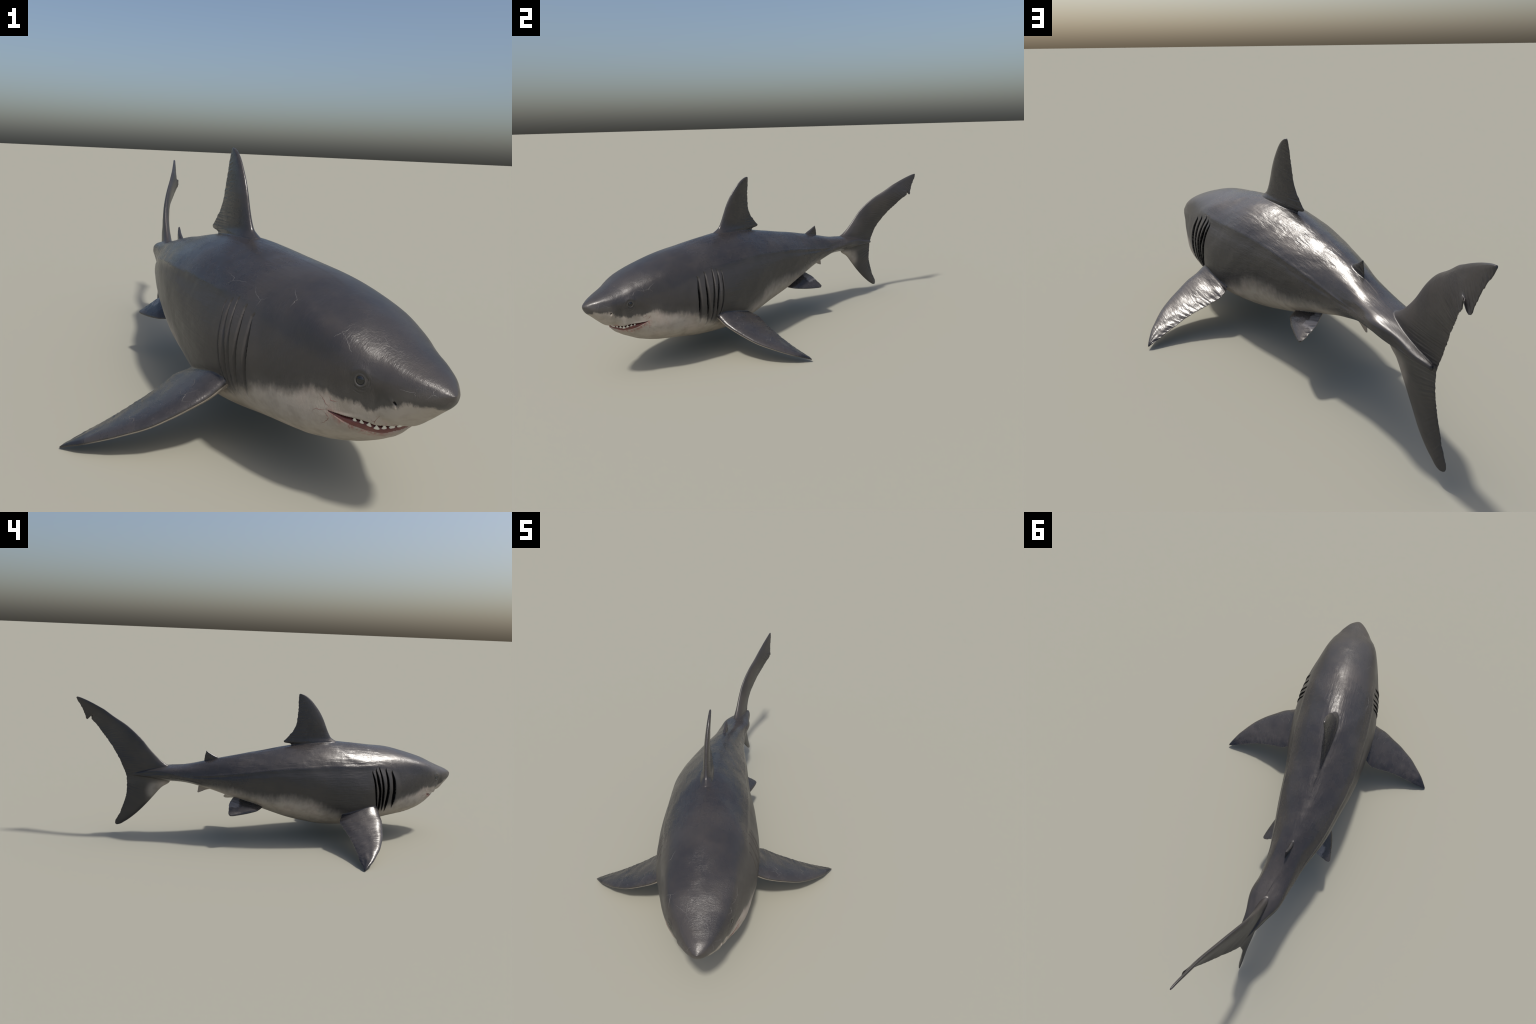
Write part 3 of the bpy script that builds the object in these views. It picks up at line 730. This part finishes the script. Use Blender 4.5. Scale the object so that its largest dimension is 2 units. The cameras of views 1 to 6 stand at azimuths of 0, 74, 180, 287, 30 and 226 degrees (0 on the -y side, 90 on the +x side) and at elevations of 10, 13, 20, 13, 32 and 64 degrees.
# even spacing along the gum line
tline = np.linspace(0, .78, 400); gp = np.array([lip_point(t, GUM0 - .02, 1, P0) for t in tline]); garc = np.concatenate([[0], np.cumsum(np.linalg.norm(np.diff(gp, axis=0), axis=1))])


def place_tooth(t, v_root, v_tip, sd, width, height, sink, down=False):
    root_p = lip_point(t, v_root, sd, P); tip_p = lip_point(t, v_tip, sd, P0)
    n0 = lip_point(t, v_root, sd, N0); n0 = n0 / np.linalg.norm(n0)
    dt = .01
    e = lip_point(min(t + dt, 1), v_root, sd, P0) - lip_point(max(t - dt, 0), v_root, sd, P0)
    e /= np.linalg.norm(e)                       # towards the corner of the mouth
    up = tip_p - lip_point(t, v_root, sd, P0); up -= e * (up @ e); up /= np.linalg.norm(up)
    up = up * .95 + n0 * (.12 if not down else .02); up -= e * (up @ e); up /= np.linalg.norm(up)
    y = np.cross(up, e); y /= np.linalg.norm(y)
    if y @ n0 < 0: y = -y; e2 = -e
    else: e2 = e
    from mathutils import Matrix
    M = Matrix(((e2[0] * width, y[0] * width, up[0] * height), (e2[1] * width, y[1] * width, up[1] * height), (e2[2] * width, y[2] * width, up[2] * height))).to_4x4()
    M.translation = Vector(root_p - up * height * .22 + n0 * sink)
    ob = bpy.data.objects.new('tooth', TOOTH[1 if e2 @ e > 0 else -1]); bpy.context.scene.collection.objects.link(ob); ob.parent = head
    ob.matrix_local = M


trng = random.Random(4)
pos_arc = .006
while pos_arc < garc[-1] * .99:
    t = float(np.interp(pos_arc, garc, tline)); size = 1 - .45 * (pos_arc / garc[-1]) ** 2
    for sd in (1, -1):
        gap_w = np.linalg.norm(lip_point(t, 0, sd, P0) - lip_point(t, 1, sd, P0))
        place_tooth(t, GUM0 - .02, .0, sd, .0182 * size * trng.uniform(.84, 1.10), min(.0160 * size, max(gap_w * .70, .006)) * trng.uniform(.82, 1.08), .0030)
        if t > .12 and trng.random() < .8:
            place_tooth(min(t + .02, 1), .16, .6, sd, .0095 * size, min(.008, gap_w * .35) * size, .0015, True)
    pos_arc += .0205 * size

# ------------------------------------------------------------------ scars and bloodshot veins: thin raised strands lying on the skin
SCARS = [(-1, [(0.095, 1.00), (0.088, 0.83), (0.080, 0.71), (0.074, 0.58), (0.067, 0.58), (0.064, 0.50), (0.055, 0.42)]),
         (-1, [(0.089, 0.42), (0.082, 0.50), (0.074, 0.58)]),
         (-1, [(0.041, 2.25), (0.035, 2.29), (0.030, 2.33), (0.026, 2.29), (0.025, 1.71)]),
         (-1, [(0.026, 2.29), (0.025, 2.58)]),
         (-1, [(0.014, 0.71), (0.013, 1.33), (0.012, 2.08), (0.008, 2.25)]),
         (-1, [(0.012, 2.08), (0.013, 2.21), (0.015, 2.62), (0.018, 2.75)]),
         (-1, [(0.115, 0.75), (0.113, 0.92), (0.115, 1.04), (0.107, 1.17), (0.102, 1.29), (0.094, 1.54)]),
         (-1, [(0.115, 1.04), (0.119, 1.33)]),
         (1, [(0.140, 1.46), (0.127, 1.58), (0.122, 1.71), (0.112, 1.67), (0.105, 1.71)]),
         (1, [(0.122, 1.71), (0.132, 1.92)]),
         (1, [(0.109, 1.38), (0.111, 1.58), (0.111, 1.79)]),
         (1, [(0.098, 1.46), (0.103, 1.58), (0.112, 1.67)]),
         (1, [(0.094, 1.42), (0.089, 1.58), (0.087, 1.71), (0.081, 1.58), (0.078, 1.46)]),
         (1, [(0.029, 1.79), (0.033, 2.08), (0.039, 2.38), (0.043, 2.33)]),
         (1, [(0.024, 1.62), (0.021, 2.33), (0.020, 3.08)]),
         (-1, [(0.349, 1.54), (0.324, 1.62), (0.322, 1.71), (0.331, 1.88)]),
         (-1, [(0.322, 1.71), (0.310, 1.67), (0.295, 1.62)]),
         (-1, [(0.272, 1.58), (0.261, 1.75), (0.245, 1.79), (0.235, 1.58)]),
         (-1, [(0.245, 1.79), (0.247, 1.96)]),
         (-1, [(0.212, 0.96), (0.193, 1.12), (0.194, 1.42)])]
VEINS = [(-1, [(0.123, 3.00), (0.120, 3.08), (0.116, 3.21), (0.113, 3.29)]),
         (-1, [(0.112, 3.00), (0.111, 3.12), (0.103, 3.12)]),
         (-1, [(0.133, 3.50), (0.129, 3.38), (0.123, 3.38), (0.116, 3.38)]),
         (-1, [(0.126, 3.75), (0.120, 3.71), (0.115, 3.58), (0.116, 3.50), (0.119, 3.42)]),
         (-1, [(0.099, 3.88), (0.097, 3.83), (0.094, 3.75), (0.095, 3.67)]),
         (-1, [(0.097, 3.83), (0.098, 3.96)]),
         (-1, [(0.074, 3.62), (0.070, 3.79), (0.064, 3.83)]),
         (-1, [(0.070, 3.79), (0.071, 3.83)]),
         (-1, [(0.082, 3.58), (0.083, 3.71)]),
         (1, [(0.104, 3.21), (0.111, 3.12), (0.111, 3.04)]),
         (1, [(0.120, 3.08), (0.116, 3.25), (0.115, 3.29)]),
         (1, [(0.078, 3.62), (0.080, 3.75)]),
         (1, [(0.117, 3.58), (0.119, 3.62), (0.122, 3.58)]),
         (1, [(0.119, 3.62), (0.120, 3.75)])]


def strand(bm, pts, r):
    """Tapered wavering tube through surface points."""
    pts = np.array(pts); k = np.concatenate([[0], np.cumsum(np.linalg.norm(np.diff(pts, axis=0), axis=1))]); n = max(6, int(k[-1] / .002))
    q = np.stack([np.interp(np.linspace(0, k[-1], n), k, pts[:, c]) for c in range(3)], 1)
    rings = []
    for i in range(n):
        t = q[min(i + 1, n - 1)] - q[max(i - 1, 0)]; t = Vector(t).normalized(); s = t.cross(Vector((.3, .2, .9))).normalized(); u = s.cross(t)
        rr = r * (.35 + .65 * math.sin(math.pi * min(max(i / (n - 1), .04), .96))) * (.75 + .5 * rng.random())
        rings.append([bm.verts.new(Vector(q[i]) + s * (rr * math.cos(e * 1.0472)) + u * (rr * math.sin(e * 1.0472))) for e in range(6)])
    for r0, r1 in zip(rings, rings[1:]):
        for e in range(6): bm.faces.new((r0[e], r0[(e + 1) % 6], r1[(e + 1) % 6], r1[e]))
    bm.faces.new(rings[0][::-1]); bm.faces.new(rings[-1])


def strands(name, data, r, mat, parent, jitter):
    bm = bmesh.new()
    for sd, pts in data:
        pts = np.array(pts); kk = np.arange(len(pts)); q = np.linspace(0, len(pts) - 1, (len(pts) - 1) * 7 + 1)
        aa = np.interp(q, kk, pts[:, 0]) + rng.normal(0, jitter, len(q)); ss = np.interp(q, kk, pts[:, 1]) + rng.normal(0, jitter * 18, len(q))
        strand(bm, [body_point(x_, s_, sd) - body_point(x_, s_, sd, N0) * r * .35 for x_, s_ in zip(aa, ss)], r)
    me = bpy.data.meshes.new(name); bm.to_mesh(me); bm.free()
    for p in me.polygons: p.use_smooth = True
    me.materials.append(mat); ob = bpy.data.objects.new(name, me); bpy.context.scene.collection.objects.link(ob); ob.parent = parent; ob['kind'] = 'stuff'


bm = bmesh.new()
for key in ('pec_l', 'pec_r'):
    grid, nn = FIN_TOP[FIN_TAGS[key]]
    for path in ([(.34, .42), (.37, .30), (.35, .22), (.38, .12), (.36, .05)], [(.35, .22), (.31, .17)], [(.62, .20), (.60, .30), (.63, .37), (.61, .50)], [(.30, .30), (.27, .40), (.28, .48)]):
        path = np.array(path); q = np.linspace(0, len(path) - 1, (len(path) - 1) * 7 + 1)
        sp_ = np.interp(q, np.arange(len(path)), path[:, 0]) + rng.normal(0, .0025, len(q)); ch = np.interp(q, np.arange(len(path)), path[:, 1]) + rng.normal(0, .006, len(q))
        ii = np.clip((sp_ * (grid.shape[0] - 1)).round().astype(int), 0, grid.shape[0] - 1); cj = np.clip((np.arccos(1 - 2 * np.clip(ch, 0.02, 1)) / np.pi * (grid.shape[1] - 1)), 1, grid.shape[1] - 2); jj = cj.astype(int); fj = (cj - jj)[:, None]
        pts = grid[ii, jj] * (1 - fj) + grid[ii, jj + 1] * fj
        strand(bm, list(pts), .00055)
me = bpy.data.meshes.new('fin_scar'); bm.to_mesh(me); bm.free()
for p in me.polygons: p.use_smooth = True
me.materials.append(MAT['scar']); ob = bpy.data.objects.new('fin_scar', me); bpy.context.scene.collection.objects.link(ob); ob.parent = root; ob['kind'] = 'stuff'
strands('scar', SCARS, .00066, MAT['scar'], head, .0005)
strands('vein', VEINS, .00050, MAT['vein'], head, .0004)

bpy.data.meshes.remove(joined); bpy.data.materials.remove(dummy)
for me in list(bpy.data.meshes):
    if me.users == 0: bpy.data.meshes.remove(me)
